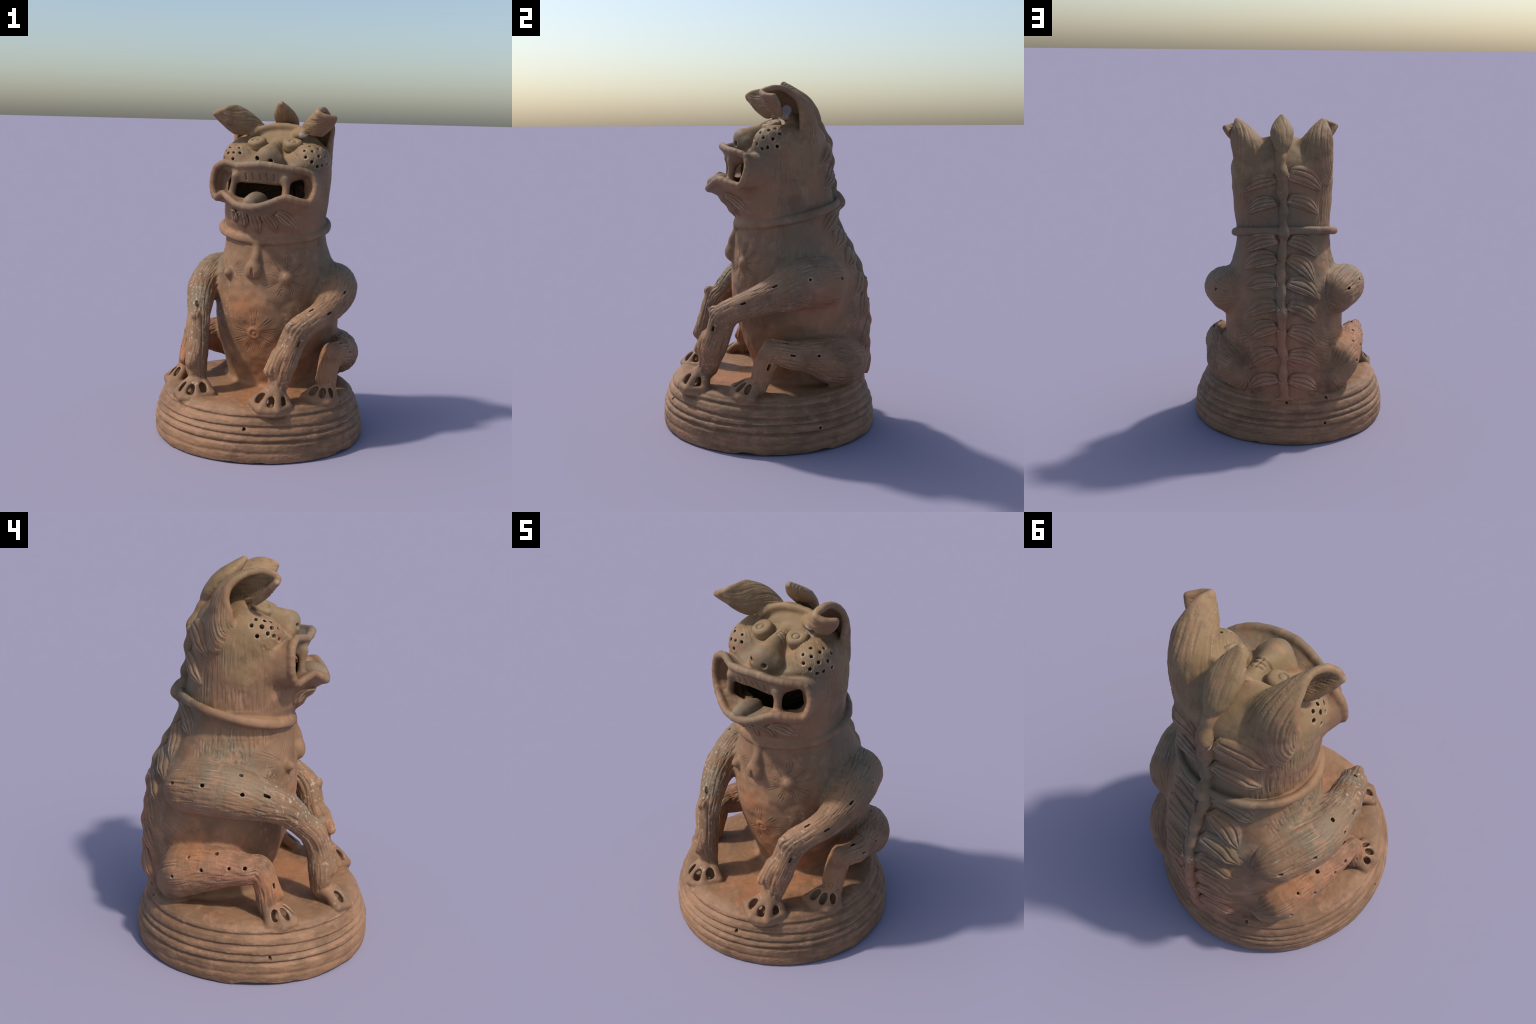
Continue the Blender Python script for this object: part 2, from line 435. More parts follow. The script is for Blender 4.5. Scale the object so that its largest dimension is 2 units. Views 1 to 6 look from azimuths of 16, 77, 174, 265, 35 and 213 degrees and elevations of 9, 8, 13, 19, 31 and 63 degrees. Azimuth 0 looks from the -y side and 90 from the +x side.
def spine_f(P):
    z = P[:, 2]
    xc = np.interp(z, spine_line[:, 0], spine_line[:, 1])
    xc = xc + .006 * noise3(np.stack([z * 11, z * 0 + 3, z * 0], 1), 4)
    bead = np.sin(z * 2 * math.pi / .118 + 1.3) * .5 + .5 * noise3(np.stack([z * 14, z * 0, z * 0], 1), 3)
    wd = np.interp(z, [.28, .33, 1.3, 1.5, 1.7, 1.83], [.022, .026, .027, .029, .036, .030]) * (1.10 + .32 * bead)
    u = (P[:, 0] - xc) / wd
    h = (.038 + .012 * bead) * np.clip(1 - u * u, 0, 1) ** .45 * step(.28, .32, z) * step(1.84, 1.80, z)
    return h * step(.10, .16, P[:, 1])
relief(L_spine, spine_f, (.03, .12, .27), (.16, .72, 1.85))
# little flared foot of the ridge
add(L_spine, tube([(.05, .572, .292), (.094, .578, .302), (.14, .570, .292)], [.010, .02, .010]), 0.02)
BEARD = []
for a, b, W in [((-.120, 1.375), (-.124, 1.288), .034), ((-.061, 1.368), (-.068, 1.256), .038), ((.016, 1.358), (.026, 1.228), .040),
                ((.082, 1.358), (.140, 1.242), .040), ((.152, 1.370), (.245, 1.276), .036)]:
    l = label("beard_tuft", "head")
    BEARD.append((l, a, b, W, 0))
    def hf(P, a=a, b=b, W=W):
        h, u, s_ = leaf_height(P[:, 0], P[:, 2], a, b, W, .030, 0.0)
        return h * step(.0, -.06, P[:, 1]) * step(-.300, -.278, P[:, 1])
    relief(l, hf, (min(a[0], b[0]) - .04, -.36, b[1] - .03), (max(a[0], b[0]) + .04, -.05, a[1] + .03))

# ears: curled leaves; stations from the outer root round to the tip, each (root side, middle, rim side)
ear_left = A([
    [(.340, .120, 1.62), (.350, .112, 1.650), (.356, .108, 1.685)],
    [(.345, .175, 1.60), (.360, .155, 1.690), (.364, .105, 1.755)],
    [(.300, .218, 1.62), (.345, .188, 1.765), (.378, .096, 1.835)],
    [(.235, .215, 1.715), (.312, .172, 1.850), (.369, .075, 1.895)],
    [(.220, .172, 1.785), (.285, .110, 1.903), (.354, .028, 1.934)],
    [(.214, .095, 1.828), (.272, .025, 1.908), (.346, -.032, 1.953)],
    [(.245, .010, 1.828), (.275, -.052, 1.878), (.332, -.105, 1.932)],
    [(.300, -.022, 1.818), (.322, -.080, 1.856), (.372, -.105, 1.912)],
    [(.338, -.012, 1.812), (.386, -.034, 1.853), (.421, -.068, 1.904)]])
ear_right = A([
    [(-.205, .165, 1.64), (-.215, .155, 1.680), (-.222, .150, 1.715)],
    [(-.205, .215, 1.59), (-.226, .200, 1.680), (-.228, .160, 1.765)],
    [(-.145, .262, 1.60), (-.196, .235, 1.730), (-.226, .178, 1.830)],
    [(-.080, .265, 1.67), (-.150, .238, 1.815), (-.218, .160, 1.888)],
    [(-.052, .240, 1.765), (-.122, .190, 1.885), (-.203, .100, 1.936)],
    [(-.058, .180, 1.835), (-.132, .100, 1.912), (-.198, .025, 1.955)],
    [(-.100, .085, 1.822), (-.158, .005, 1.874), (-.226, -.036, 1.945)],
    [(-.155, .038, 1.812), (-.208, -.026, 1.860), (-.264, -.058, 1.930)],
    [(-.200, .035, 1.812), (-.250, .000, 1.856), (-.298, -.050, 1.916)]])
for rails in (ear_left, ear_right):      # press the roots into the skull
    for i, dx in ((2, .02), (3, .03), (4, .045), (5, .035)):
        rails[i, 0] += (A([.06, .06, 1.74]) - rails[i, 0]) / np.linalg.norm(A([.06, .06, 1.74]) - rails[i, 0]) * dx
for rails in (ear_left, ear_right):      # thick walls: set the middle in from the outer face
    rails[2:8, 1] += .17 * (0.5 * (rails[2:8, 0] + rails[2:8, 2]) - rails[2:8, 1])
EARS = []
for rails in (ear_left, ear_right):
    add(L_head, tube(rails[1:7, 0] + (A([.06, .06, 1.70]) - rails[1:7, 0]) * .10, [.02, .03, .034, .034, .03, .02], 4), 0.02)
    fine = spline(rails, 48)
    wv = np.linspace(0, 1, 15)[None, :, None]
    a, m_, b = fine[:, None, 0], fine[:, None, 1], fine[:, None, 2]
    ctrl = 2 * m_ - 0.5 * (a + b)
    g = a * (1 - wv) ** 2 + 2 * ctrl * wv * (1 - wv) + b * wv ** 2
    le = label("ear", "head"); EARS.append((le, g))
    add(le, sheet(g, 0.0125), 0.02)
    ctrl = 2 * (m_ + .48 * (0.5 * (a + b) - m_)) - 0.5 * (a + b)      # the inner face of the thick wall
    add(le, sheet((a * (1 - wv) ** 2 + 2 * ctrl * wv * (1 - wv) + b * wv ** 2)[6:], 0.012), 0.02)
    add(le, tube(g[::6, -1], [.0135] * len(g[::6])), 0.01)
# crest leaf on top of the head
L_crest = label("crest", "head")
def crest_f(P):
    pts = spline(A([(.088, .262, 1.785, .030, .026), (.085, .232, 1.840, .060, .036), (.080, .180, 1.895, .072, .038), (.074, .125, 1.938, .056, .032), (.070, .074, 1.984, .018, .016)]), 30)
    d = None
    for p, q in zip(pts[:-1], pts[1:]):
        ab = q[:3] - p[:3]; v = P - p[:3]
        t = np.clip(v @ ab / (ab @ ab), 0, 1)
        e = v - t[:, None] * ab
        wx = p[3] + (q[3] - p[3]) * t; th = p[4] + (q[4] - p[4]) * t
        lx = e[:, 0]; ln = np.sqrt(e[:, 1] ** 2 + e[:, 2] ** 2)
        k0 = np.sqrt((lx / wx) ** 2 + (ln / th) ** 2) + 1e-9
        k1 = np.sqrt((lx / wx ** 2) ** 2 + (ln / th ** 2) ** 2) + 1e-9
        x = k0 * (k0 - 1) / k1
        d = x if d is None else smin(d, x, .004)
    return d
add(L_crest, (crest_f, A([-.01, .05, 1.76]), A([.17, .32, 2.01])), 0.012)

# ------------------------------------------------------------------ HOLES pricked in the clay
def prick(p, inward, r=.0105, depth=.035):
    p = A(p, float); n = A(inward, float); n /= np.linalg.norm(n)
    cut(chain([p - n * .012, p + n * depth], [r, r * .8]), 0.003)
L_ch = A([.27, -.02, 1.64]); R_ch = A([-.15, .03, 1.63])
for p in [(.275, -.144, 1.682), (.313, -.141, 1.657), (.345, -.122, 1.629), (.348, -.109, 1.690), (.366, -.091, 1.637),
          (.262, -.122, 1.721), (.311, -.121, 1.721), (.340, -.076, 1.734), (.365, -.058, 1.681), (.286, -.082, 1.745),
          (.359, -.021, 1.704), (.340, -.040, 1.742), (.379, -.038, 1.643)]:
    prick(p, L_ch - A(p))
for p in [(-.209, -.082, 1.692), (-.171, -.093, 1.697), (-.130, -.094, 1.697), (-.166, -.104, 1.655), (-.219, -.082, 1.639),
          (-.145, -.067, 1.729), (-.235, -.045, 1.700), (-.242, .007, 1.702), (-.240, .055, 1.706), (-.238, .035, 1.750),
          (-.230, -.011, 1.738), (-.215, -.050, 1.735), (-.250, .029, 1.659), (-.250, -.022, 1.672), (-.240, -.055, 1.660)]:
    prick(p, R_ch - A(p))
LIMB_LINES = [spline(q, 40) for q in LIMBS.values()]
for p, c in [((.555, .10, .940), (.425, .09, .90)), ((.50, .293, .929), (.39, .21, .90)), ((.529, -.086, .91), (.44, -.06, .85)),
             ((.46, -.245, .809), (.40, -.2, .79)), ((.37, -.284, .814), (.36, -.26, .76)), ((.334, -.395, .65), (.26, -.35, .65)),
             ((-.412, .287, .97), (-.30, .28, .92)), ((-.32, .424, .951), (-.30, .29, .92)), ((-.447, .098, .937), (-.33, .1, .9)),
             ((-.432, -.024, .921), (-.34, -.03, .87)), ((-.392, .101, 1.013), (-.33, .1, .9)), ((-.326, -.244, .795), (-.295, -.24, .735)),
             ((-.380, -.116, .894), (-.32, -.13, .82)), ((-.34, -.31, .62), (-.27, -.31, .6)),
             ((-.372, .421, .481), (-.31, .32, .48)), ((-.43, .292, .536), (-.34, .25, .5)), ((-.379, .356, .591), (-.31, .32, .48)),
             ((-.464, .156, .558), (-.36, .16, .52)), ((.435, .35, .500), (.39, .3, .455)), ((.534, .151, .514), (.44, .15, .49)),
             ((.55, .006, .528), (.47, .02, .51)), ((-.177, .542, .276), (-.1, .3, .27)), ((-.160, .595, .131), (-.1, .3, .13)),
             ((.079, .575, .262), (.07, .3, .26)), ((-.622, -.042, .148), (-.3, 0, .148)), ((.600, .145, .131), (.3, .07, .13)),
             ((.077, -.597, .190), (.04, -.3, .19)), ((-.470, .080, .560), (-.40, .08, .53)), ((-.485, -.06, .475), (-.43, -.03, .48)), ((-.40, .215, .615), (-.35, .2, .52)),
             ((-.42, .02, .600), (-.41, .04, .53)), ((-.355, -.225, .745), (-.29, -.22, .74)), ((.50, -.03, .585), (.46, .0, .51)), ((.505, -.120, .46), (.45, -.12, .46))]:
    p = A(p); best = min(((np.linalg.norm(q - p, axis=1).min(), np.linalg.norm(q - p, axis=1).argmin(), q) for q in LIMB_LINES), key=lambda t: t[0])
    if best[0] < .16 and p[1] < .05:          # a slit pressed along the limb
        i = min(max(best[1], 1), len(best[2]) - 2); t = best[2][i + 1] - best[2][i - 1]; t /= np.linalg.norm(t)
        for o in (-.011, -.004, .004, .011): prick(p + t * o, A(c) - p, .0062)
    else: prick(p, A(c) - p, .0100)

# ------------------------------------------------------------------ polygonise
print('ops', len(OPS), round(time.time() - T0, 1))
def polygonise():
    lo = A([-.68, -.68, -.012]); hi = A([.68, .68, 2.02])
    nb = np.ceil((hi - lo) / (H * BLOCK)).astype(int)
    S = H * BLOCK
    corner = np.stack(np.meshgrid(*[np.arange(BLOCK + 1)] * 3, indexing="ij"), -1).reshape(-1, 3)
    coarse = np.stack(np.meshgrid(*[np.arange(0, BLOCK + 1, 2)] * 3, indexing="ij"), -1).reshape(-1, 3)
    # which blocks hold surface, and which operations matter in each
    blocks = np.stack(np.meshgrid(*[np.arange(m) for m in nb], indexing="ij"), -1).reshape(-1, 3)
    cen = lo + (blocks + .5) * S; R = S * math.sqrt(3) / 2
    keep = np.zeros((len(OPS), len(cen)), bool)
    d = np.full(len(cen), .2)
    for n_, (kind, l, f, a, b_, k) in enumerate(OPS):
        m = np.all((cen + S * .5 + k + .03 > a) & (cen - S * .5 - k - .03 < b_), axis=1)
        if not m.any(): continue
        x = f(cen[m])
        if kind == "relief":
            keep[n_] = m; d[m] -= x
        else:
            keep[n_, m] = x - R * 1.25 < k + .03
            d[m] = smin(d[m], x, k) if kind == "add" else smax(d[m], -x, k)
    active = np.nonzero((np.abs(d) < R * 1.2 + .06) & keep.any(0))[0]
    def work(n_):
        b = blocks[n_]; o = lo + b * S
        ops = [op for op, u in zip(OPS, keep[:, n_]) if u]
        # coarse look first, fine values only near the surface
        Vc = evaluate(o + coarse * H, ops).reshape((BLOCK // 2 + 1,) * 3)
        sg = Vc < 0; nearc = np.abs(Vc) < 5.0 * H
        cell = None; same = None
        for dx in (0, 1):
            for dy in (0, 1):
                for dz in (0, 1):
                    q = (slice(dx, BLOCK // 2 + dx), slice(dy, BLOCK // 2 + dy), slice(dz, BLOCK // 2 + dz))
                    cell = nearc[q].copy() if cell is None else cell | nearc[q]
                    same = sg[q].astype(np.int8) if same is None else same + sg[q]
        cell |= (same > 0) & (same < 8)
        if not cell.any(): return None
        want = np.zeros((BLOCK + 1,) * 3, bool)
        big = cell.repeat(2, 0).repeat(2, 1).repeat(2, 2)
        for dx in (0, 1):
            for dy in (0, 1):
                for dz in (0, 1):
                    want[dx:BLOCK + dx, dy:BLOCK + dy, dz:BLOCK + dz] |= big
        V = np.zeros((BLOCK + 1,) * 3)
        up = Vc.repeat(2, 0).repeat(2, 1).repeat(2, 2)[:-1, :-1, :-1]
        V[...] = up
        V[want] = evaluate(o + corner[want.ravel()] * H, ops)
        neg = V < 0
        if neg.all() or not neg.any(): return None
        c8 = [neg[dx:BLOCK + dx, dy:BLOCK + dy, dz:BLOCK + dz] for dx in (0, 1) for dy in (0, 1) for dz in (0, 1)]
        n = sum(c.astype(np.int8) for c in c8)
        cells = np.argwhere((n > 0) & (n < 8))
        acc = np.zeros((len(cells), 3)); cnt = np.zeros(len(cells))
        for ax in range(3):
            for p in (0, 1):
                for q in (0, 1):
                    a = [0, 0, 0]; o1, o2 = [x for x in range(3) if x != ax]
                    a[o1] = p; a[o2] = q; e = a.copy(); e[ax] = 1
                    i0 = cells + a; i1 = cells + e
                    va = V[i0[:, 0], i0[:, 1], i0[:, 2]]; vb = V[i1[:, 0], i1[:, 1], i1[:, 2]]
                    m = (va < 0) != (vb < 0)
                    t = np.where(m, va / np.where(m, va - vb, 1), 0)
                    pt = i0.astype(float); pt[:, ax] += t
                    acc += pt * m[:, None]; cnt += m
        X = o + acc / cnt[:, None] * H
        e = H * .6
        tet = A([(1, -1, -1), (-1, -1, 1), (-1, 1, -1), (1, 1, 1)], float)
        d, lab = evaluate(X, ops, True)
        g = sum(k * evaluate(X + k * e, ops)[:, None] for k in tet) / (4 * e)
        gl = np.einsum('ij,ij->i', g, g)
        X = X - np.clip(d / np.maximum(gl, .2), -H * .5, H * .5)[:, None] * g
        nrm = g / (np.sqrt(gl)[:, None] + 1e-9)
        B3 = A(b) * BLOCK
        key = lambda c: ((c[:, 0] + 4) * 2048 + c[:, 1] + 4) * 2048 + c[:, 2] + 4
        quads = []
        for ax, (u, w_) in enumerate(((1, 2), (2, 0), (0, 1))):
            sl0 = [slice(0, BLOCK)] * 3; sl1 = sl0.copy(); sl1[ax] = slice(1, BLOCK + 1)
            va, vb = neg[tuple(sl0)], neg[tuple(sl1)]
            idx = np.argwhere(va != vb)
            if not len(idx): continue
            out = va[idx[:, 0], idx[:, 1], idx[:, 2]]
            g_ = idx + B3
            def off(du, dw):
                c = g_.copy(); c[:, u] -= du; c[:, w_] -= dw; return key(c)
            Q = np.stack([off(1, 1), off(0, 1), off(0, 0), off(1, 0)], 1)
            Q = np.where(out[:, None], Q, Q[:, ::-1])
            quads.append(Q)
        return key(cells + B3), X, nrm, lab, np.concatenate(quads) if quads else np.zeros((0, 4), np.int64)
    res = [r for r in map(work, active) if r is not None]
    keys = np.concatenate([r[0] for r in res]); X = np.concatenate([r[1] for r in res])
    N = np.concatenate([r[2] for r in res]); lab = np.concatenate([r[3] for r in res])
    Q = np.concatenate([r[4] for r in res])
    order = np.argsort(keys); ks = keys[order]
    pos = np.clip(np.searchsorted(ks, Q), 0, len(ks) - 1)
    ok = (ks[pos] == Q).all(1)
    bad = np.nonzero(~ok)[0]
    if len(bad): print('lost at', sorted({tuple(np.round(lo + (A([k_ // 2048 // 2048, k_ // 2048 % 2048, k_ % 2048]) - 4) * H, 2)) for k_ in Q[bad, 2]})[:20])
    return X, N, lab, order[pos[ok]], int((~ok).sum())

X, N, LAB, Q, lost = polygonise()
print("polygonised", len(X), "verts", len(Q), "quads; lost", lost, "t", round(time.time() - T0, 1))

# ------------------------------------------------------------------ comb strokes and hand-made unevenness
def frames(pts, n=60):
    c = spline(pts, n); t = np.gradient(c, axis=0); t /= np.linalg.norm(t, axis=1)[:, None]
    u = np.cross(t[0], [0.2, 0.5, 1.]); u /= np.linalg.norm(u); U = [u]
    for i in range(1, n):
        u = U[-1] - t[i] * (U[-1] @ t[i]); U.append(u / np.linalg.norm(u))
    U = A(U); s = np.concatenate([[0], np.cumsum(np.linalg.norm(np.diff(c, axis=0), axis=1))])
    return c, U, np.cross(t, U), s
def strokes(q, seed):
    """fine parallel grooves: q has two coordinates across the stroke and one along it, in stroke widths"""
    n = noise3(q, seed) + .55 * noise3(q * A([1.9, 1.9, 1.6]) + 7.3, seed + 1)
    return np.clip(-np.abs(n) * 1.0 + .32, -.62, .32) * 1.6
def patchy(P, scale, seed, a=-.25, b=.25):
    return step(a, b, noise3(P / scale, seed))
LAB_NAME = np.array([l[0] for l in LABELS])[LAB]
disp = .0030 * noise3(X / .085, 41) + .0016 * noise3(X / .032, 42)
disp += (LAB_NAME == "torso") * step(.05, -.05, X[:, 1]) * .0034 * noise3(X / .045, 45)
onb = LAB_NAME == "base"
disp[onb] *= .6
disp[onb] += .0011 * noise3(X[onb] / A([.018, .018, .010]), 43) + .0014 * np.maximum(noise3(X[onb] / A([.05, .05, .014]), 44), 0) * step(.5, .56, np.hypot(X[onb, 0], X[onb, 1]))
for l, pts in LIMBS.items():
    m = np.nonzero(LAB == l)[0]
    c, U, Wv, s_ = frames(pts)
    P = X[m]
    j = np.argmin(((P[:, None, ::1] - c[None]) ** 2).sum(2), axis=1)
    e = P - c[j]
    eu, ew = np.einsum('ij,ij->i', e, U[j]), np.einsum('ij,ij->i', e, Wv[j])
    rr_ = np.interp(np.arange(60), np.linspace(0, 59, len(pts)), LIMB_RAD[l])[j] / (np.sqrt(eu * eu + ew * ew) + 1e-4)
    al = np.sqrt(np.maximum(np.einsum('ij,ij->i', e, e) - eu * eu - ew * ew, 0)) * (j < 2)
    q = np.stack([eu * rr_ / .0125, ew * rr_ / .0125, (s_[j] - al) / .13], 1)
    disp[m] += .0044 * strokes(q, 11 + l) * (.65 + .35 * patchy(P, .07, 12 + l, -.5, .1))
y_, z_ = X[:, 1], X[:, 2]
def comb(mask, q, amp, seed, weight=1.0):
    m = np.nonzero(mask)[0]
    if len(m): disp[m] += amp * strokes(q[m], seed) * (weight[m] if hasattr(weight, "__len__") else weight)
tors = LAB_NAME == "torso"
side = step(.36, .26, y_) * step(.80, 1.0, z_) * step(-.12, .0, y_) * patchy(X, .09, 50, -.3, .2)
comb(tors, X / A([.015, .015, .13]), .0044, 51, side)
# back: strokes run out and down from the ridge
dn = np.abs(X[:, 0] - .10) * .55 + z_
lo_back = step(1.02, .88, z_) * step(.30, .42, y_) * patchy(X, .07, 52, -.5, .1)
comb(tors, np.stack([dn / .015, dn * 0 + .4, (np.abs(X[:, 0] - .1) - y_ * .8 - z_ * .4) / .12], 1), .0042, 53, lo_back)
# belly: bundles of scratches round the nipples and the navel
for c, rad in (((.198, -.178, .984), .135), ((-.166, -.150, .988), .12), ((.011, -.186, .645), .15)):
    q = X - A(c); r = np.sqrt(q[:, 0] ** 2 + q[:, 2] ** 2); ang = np.arctan2(q[:, 2], q[:, 0])
    bundle = step(.05, .5, np.sin(ang * 9 + 1.5 * noise3(np.stack([ang, ang * 0, ang * 0], 1), 60)))
    fine = np.abs(np.sin(ang * 24 + .6 * np.sin(ang * 5)))
    k = step(.035, .05, r) * step(rad, rad * .75, r + .02 * noise3(np.stack([ang * 3, ang * 0, ang * 0], 1), 61)) * (y_ < .05)
    disp += np.where(tors, -.0044 * bundle * k * step(.62, .2, fine) , 0)
hd = LAB_NAME == "head"
comb(hd, X / A([.012, .012, .14]), .0028, 70, step(1.24, 1.30, z_) * step(1.70, 1.55, z_) * step(.36, .28, y_) * step(-.2, -.08, y_) * patchy(X, .09, 71, -.6, .0))
for l, g in EARS:
    m = np.nonzero(LAB == l)[0]; G = g.reshape(-1, 3)
    j = np.concatenate([np.argmin(((X[c, None] - G[None]) ** 2).sum(2), axis=1) for c in np.array_split(m, max(1, len(m) // 4000))])
    e = X[m] - G[j]
    iu, iv = j // g.shape[1], j % g.shape[1]
    tu = np.gradient(g, axis=0)[iu, iv]; tv = np.gradient(g, axis=1)[iu, iv]
    dot = lambda p, q: np.einsum('ij,ij->i', p, q)
    uu, vv, uv, eu, ev = dot(tu, tu), dot(tv, tv), dot(tu, tv), dot(e, tu), dot(e, tv)
    det = np.maximum(uu * vv - uv * uv, .15 * uu * vv) + 1e-12
    U_ = .011 * (iu + np.clip((vv * eu - uv * ev) / det, -1, 1))
    V_ = .016 * (iv + np.clip((uu * ev - uv * eu) / det, -1, 1))
    disp[m] += step(14.3, 12.5, V_ / .016) * step(47.5, 45, U_ / .011) * .0034 * strokes(np.stack([(.72 * U_ - .70 * V_) / .012, (.70 * U_ + .72 * V_) / .14, V_ * 0 + .3], 1), 72)
comb(LAB_NAME == "cheek", np.stack([(X[:, 0] + y_) / .012, (z_ + X[:, 0] * .5) / .03, (y_ - z_) / .06], 1), .0022, 74)
comb(LAB_NAME == "crest", np.stack([X[:, 0] / .012, X[:, 0] * 0 + .5, (z_ - y_) / .15], 1), .0026, 75)
for l, a, b, W, bend in TUFTS + BEARD:
    m = np.nonzero(LAB == l)[0]
    if not len(m): continue
    h, u, s_ = leaf_height(X[m, 0], X[m, 2], a, b, W, 1.0, bend)
    su = np.sin(u * 10.5 + l * 1.7 + .8 * noise3(np.stack([u * 2, s_ * 3, u * 0 + l], 1), 80))
    disp[m] += -.0062 * step(.1, .9, su) * step(0, .15, s_) * step(1.0, .8, s_) + .0012
def scratch(points, width, depth, lo, hi, across):
    """a line drawn in the wet clay through points"""
    m = np.nonzero(np.all((X > A(lo)) & (X < A(hi)), axis=1))[0]
    if not len(m): return
    flat = A([1., 1, 1]); flat[across] = 0         # the line is pressed straight in along this axis
    f, _, _ = chain(A(points) * flat, [0] * len(points))
    disp[m] -= depth * step(width, width * .3, f(X[m] * flat))
for a, b in [((.040, -.014, 1.776), (.082, .000, 1.776)), ((.018, -.050, 1.765), (.100, -.052, 1.760)), ((.068, -.004, 1.778), (.060, -.056, 1.768)), ((.038, -.032, 1.772), (.090, -.030, 1.772))]:
    scratch([a, b], .0075, .006, (-.05, -.1, 1.70), (.2, .05, 1.84), 2)
for i in range(5):
    x = -.048 + i * .043
    scratch([(x, -.275, 1.580), (x + .003, -.235, 1.548)], .008, .006, (-.1, -.34, 1.5), (.2, -.2, 1.62), 1)
X = X + N * disp[:, None]
# keep only the big connected outer skin pieces (drop crumbs)
X[:, 2] = np.maximum(X[:, 2], 0)

# ------------------------------------------------------------------ MATERIAL
def clay():
    m = bpy.data.materials.new("fired_clay"); m.use_nodes = True
    nt = m.node_tree; N_ = nt.nodes; L = nt.links
    bs = N_["Principled BSDF"]
    co = N_.new("ShaderNodeTexCoord").outputs["Object"]
    def noise(scale, detail=4, rough=.55, vec=None, dist=0.0):
        n = N_.new("ShaderNodeTexNoise"); n.inputs["Scale"].default_value = scale
        n.inputs["Detail"].default_value = detail; n.inputs["Roughness"].default_value = rough; n.inputs["Distortion"].default_value = dist
        L.new(vec or co, n.inputs["Vector"]); return n.outputs["Fac"]
    def math_(op, a, b=None, c=None):
        n = N_.new("ShaderNodeMath"); n.operation = op
        for i, v in enumerate((a, b, c)):
            if v is None: continue
            if isinstance(v, (int, float)): n.inputs[i].default_value = v
            else: L.new(v, n.inputs[i])
        return n.outputs[0]
    def ramp(v, a, b, x=0.0, y=1.0):
        n = N_.new("ShaderNodeMapRange"); n.interpolation_type = "SMOOTHSTEP"
        L.new(v, n.inputs[0]); n.inputs[1].default_value = a; n.inputs[2].default_value = b
        n.inputs[3].default_value = x; n.inputs[4].default_value = y; return n.outputs[0]
    def mix(fac, c1, c2, mode="MIX"):
        n = N_.new("ShaderNodeMix"); n.data_type = "RGBA"; n.blend_type = mode
        if isinstance(fac, (int, float)): n.inputs[0].default_value = fac
        else: L.new(fac, n.inputs[0])
        for i, c in ((6, c1), (7, c2)):
            if isinstance(c, tuple): n.inputs[i].default_value = (*c, 1)
            else: L.new(c, n.inputs[i])
        return n.outputs[2]
    big = noise(3.2, 3, .5, dist=.6); mid = noise(11, 5, .6); small = noise(45, 4, .6); grain = noise(260, 3, .6)
    def blobs(lst):
        out = None
        for c, r in lst:
            d = N_.new("ShaderNodeVectorMath"); d.operation = "DISTANCE"
            L.new(co, d.inputs[0]); d.inputs[1].default_value = c
            v = math_("SUBTRACT", 1.0, math_("DIVIDE", d.outputs["Value"], r))
            out = v if out is None else math_("MAXIMUM", out, v)
        return out
    wob = math_("ADD", math_("MULTIPLY", math_("SUBTRACT", mid, .5), 1.8), math_("ADD", math_("MULTIPLY", math_("SUBTRACT", big, .5), .9), math_("MULTIPLY", math_("SUBTRACT", small, .5), .9)))
    def zone(lst, a, b): return ramp(math_("ADD", blobs(lst), wob), a, b)
    col = mix(ramp(big, .38, .62), BUFF, BROWN)
    col = mix(math_("MULTIPLY", zone(GREY_AT, .0, .75), .75), col, GREY)
    col = mix(math_("MULTIPLY", zone(OCHRE_AT, .0, .5), .8), col, OCHRE)
    col = mix(math_("MULTIPLY", zone(PINK_AT, .0, .8), .70), col, PINK)
    col = mix(math_("MULTIPLY", zone(ORANGE_AT, .0, .8), .70), col, ORANGE)
    # rubbed high spots: warm flecks, and darker stains
    col = mix(math_("MULTIPLY", ramp(mid, .54, .68), .55), col, WARM)
    col = mix(math_("MULTIPLY", ramp(small, .58, .72), .30), col, GREY)
    col = mix(math_("MULTIPLY", ramp(noise(6.5, 6, .65), .54, .68), .45), col, DARK)
    fleck = noise(48, 3, .55)
    col = mix(math_("MULTIPLY", math_("MULTIPLY", ramp(fleck, .58, .66), zone(FLECK_AT, .1, .5)), .6), col, PALE)
    col = mix(math_("MULTIPLY", ramp(blobs(WHITE_AT), .12, .45), .85), col, (.6, .6, .58))
    # base: throwing bands, warm edges and dull hollows
    sx = N_.new("ShaderNodeMapping"); sx.inputs["Scale"].default_value = (2.2, 2.2, 12); L.new(co, sx.inputs["Vector"])
    band = noise(3.0, 5, .6, sx.outputs[0])
    xyz = N_.new("ShaderNodeSeparateXYZ"); L.new(co, xyz.inputs[0])
    rad = math_("SQRT", math_("ADD", math_("MULTIPLY", xyz.outputs[0], xyz.outputs[0]), math_("MULTIPLY", xyz.outputs[1], xyz.outputs[1])))
    onbase = math_("MULTIPLY", ramp(rad, .50, .58), ramp(xyz.outputs[2], .33, .26))
    col = mix(math_("MULTIPLY", math_("MULTIPLY", ramp(band, .50, .62), onbase), .5), col, WARM)
    col = mix(math_("MULTIPLY", math_("MULTIPLY", ramp(band, .47, .36), onbase), .40), col, DARK)
    # worn ridges, and a darker tone in the combed grooves
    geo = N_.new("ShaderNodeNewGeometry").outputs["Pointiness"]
    col = mix(math_("MULTIPLY", ramp(geo, .508, .55), math_("MULTIPLY", ramp(mid, .38, .62), .45)), col, PALE)
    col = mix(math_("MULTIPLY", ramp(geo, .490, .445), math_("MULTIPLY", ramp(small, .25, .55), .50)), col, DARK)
    # fine clay grain
    tone = math_("ADD", math_("MULTIPLY", grain, .30), math_("MULTIPLY", small, .22))
    sh = N_.new("ShaderNodeHueSaturation"); L.new(col, sh.inputs["Color"]); L.new(math_("ADD", tone, .75), sh.inputs["Value"])
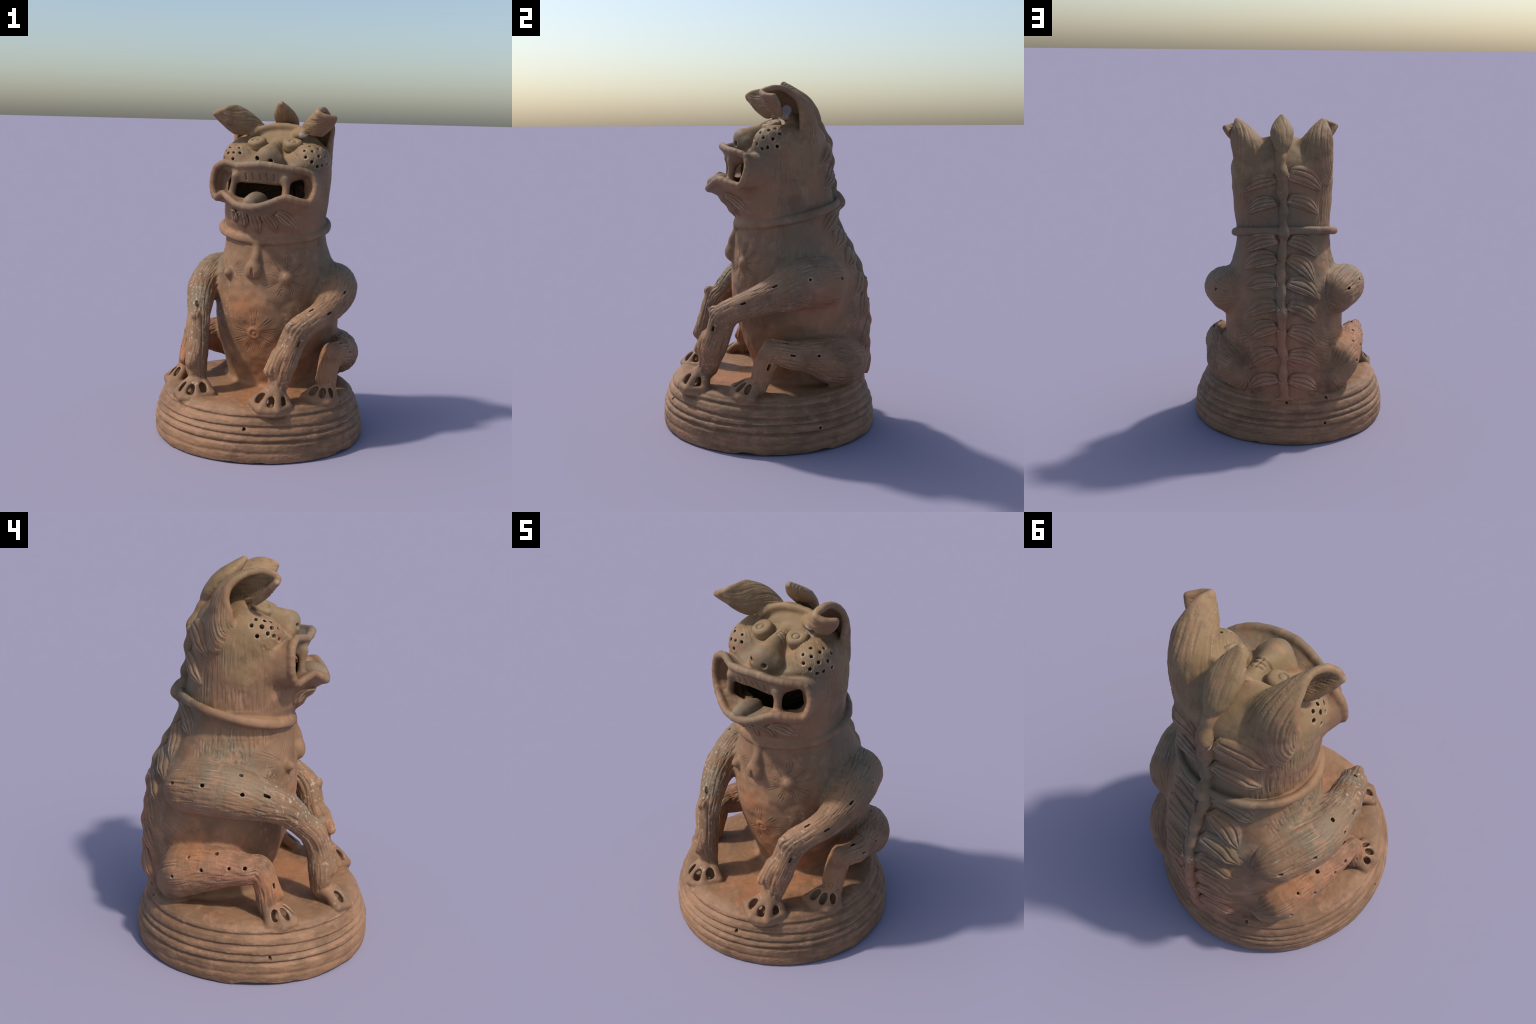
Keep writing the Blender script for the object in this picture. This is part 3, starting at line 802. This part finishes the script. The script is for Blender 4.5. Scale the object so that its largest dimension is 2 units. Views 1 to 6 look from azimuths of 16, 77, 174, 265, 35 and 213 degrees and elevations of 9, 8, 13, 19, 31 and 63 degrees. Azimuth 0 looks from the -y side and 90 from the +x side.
    L.new(sh.outputs[0], bs.inputs["Base Color"])
    bs.inputs["Roughness"].default_value = .64
    bs.inputs["Specular IOR Level"].default_value = .3
    hgt = math_("ADD", math_("MULTIPLY", grain, .35), math_("MULTIPLY", noise(95, 4, .6), .65))
    bp = N_.new("ShaderNodeBump"); bp.inputs["Strength"].default_value = .45; bp.inputs["Distance"].default_value = .004
    L.new(hgt, bp.inputs["Height"]); L.new(bp.outputs[0], bs.inputs["Normal"])
    return m
BUFF, BROWN, GREY = (.262, .143, .075), (.192, .106, .056), (.172, .134, .084)
OCHRE, PINK, ORANGE = (.238, .156, .074), (.330, .142, .078), (.350, .142, .058)
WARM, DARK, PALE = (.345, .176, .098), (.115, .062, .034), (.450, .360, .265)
GREY_AT = [((.05, -.1, 1.66), .36), ((.04, -.3, 1.45), .2), ((-.33, .15, 1.03), .30), ((.42, .10, 1.02), .30), ((.06, .32, 1.32), .34), ((.36, .1, 1.25), .22), ((.06, .45, .95), .30), ((-.30, -.25, .85), .18), ((.3, -.1, 1.62), .18)]
OCHRE_AT = [((.06, .08, 1.90), .42), ((-.22, .1, 1.62), .20), ((.36, .12, 1.6), .18)]
PINK_AT = [((.10, .62, .42), .36), ((-.42, .15, .50), .26), ((.45, .2, .78), .22), ((.1, .60, .66), .24)]
ORANGE_AT = [((.05, -.22, .30), .36), ((.02, -.2, .58), .20), ((-.45, -.05, .45), .14), ((.45, -.1, .45), .18), ((.23, -.40, .50), .14), ((-.33, .33, .60), .18), ((-.05, -.2, .8), .16)]
FLECK_AT = [((-.33, -.2, .80), .26), ((-.30, -.38, .52), .22), ((.3, -.33, .7), .22), ((.2, -.44, .5), .18)]
WHITE_AT = [((.232, .024, 1.794), .050), ((.240, .046, 1.838), .042)]
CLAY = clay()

# ------------------------------------------------------------------ split into named parts
def build():
    rootob = bpy.data.objects.new("guardian_lion_statue", None)
    bpy.context.scene.collection.objects.link(rootob)
    rootob["label"] = "fired clay seated guardian lion with gaping mouth on ringed round base"
    rootob["category"] = "clay statue"
    me = bpy.data.meshes.new("whole")
    me.vertices.add(len(X)); me.vertices.foreach_set("co", X.ravel().astype(np.float32))
    me.loops.add(len(Q) * 4); me.loops.foreach_set("vertex_index", Q.ravel().astype(np.int32))
    me.polygons.add(len(Q)); me.polygons.foreach_set("loop_start", np.arange(0, len(Q) * 4, 4, dtype=np.int32))
    me.update(calc_edges=True)
    vn = np.zeros(len(X) * 3, np.float32); me.vertex_normals.foreach_get("vector", vn); vn = vn.reshape(-1, 3)
    bpy.data.meshes.remove(me)
    fl = LAB[Q]
    flab = np.max(fl, axis=1)
    objs = {}
    for i, (name, parent) in enumerate(LABELS):
        F = Q[flab == i]
        if len(F) < 8: continue
        used, inv = np.unique(F.ravel(), return_inverse=True)
        pm = bpy.data.meshes.new(name)
        pm.vertices.add(len(used)); pm.vertices.foreach_set("co", X[used].ravel().astype(np.float32))
        pm.loops.add(len(inv)); pm.loops.foreach_set("vertex_index", inv.ravel().astype(np.int32))
        pm.polygons.add(len(F)); pm.polygons.foreach_set("loop_start", np.arange(0, len(F) * 4, 4, dtype=np.int32))
        pm.polygons.foreach_set("use_smooth", np.ones(len(F), bool))
        pm.update(calc_edges=True); pm.validate()
        pm.normals_split_custom_set_from_vertices([tuple(v) for v in vn[used]])
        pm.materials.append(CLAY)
        ob = bpy.data.objects.new(name, pm)
        bpy.context.scene.collection.objects.link(ob)
        objs[i] = ob
    first = {}
    for i, ob in objs.items():
        first.setdefault(ob.name, ob)
    for i, ob in objs.items():
        p = LABELS[i][1]
        ob.parent = first.get(p, rootob) if p else rootob
build()
print("built", round(time.time() - T0, 1), "s")
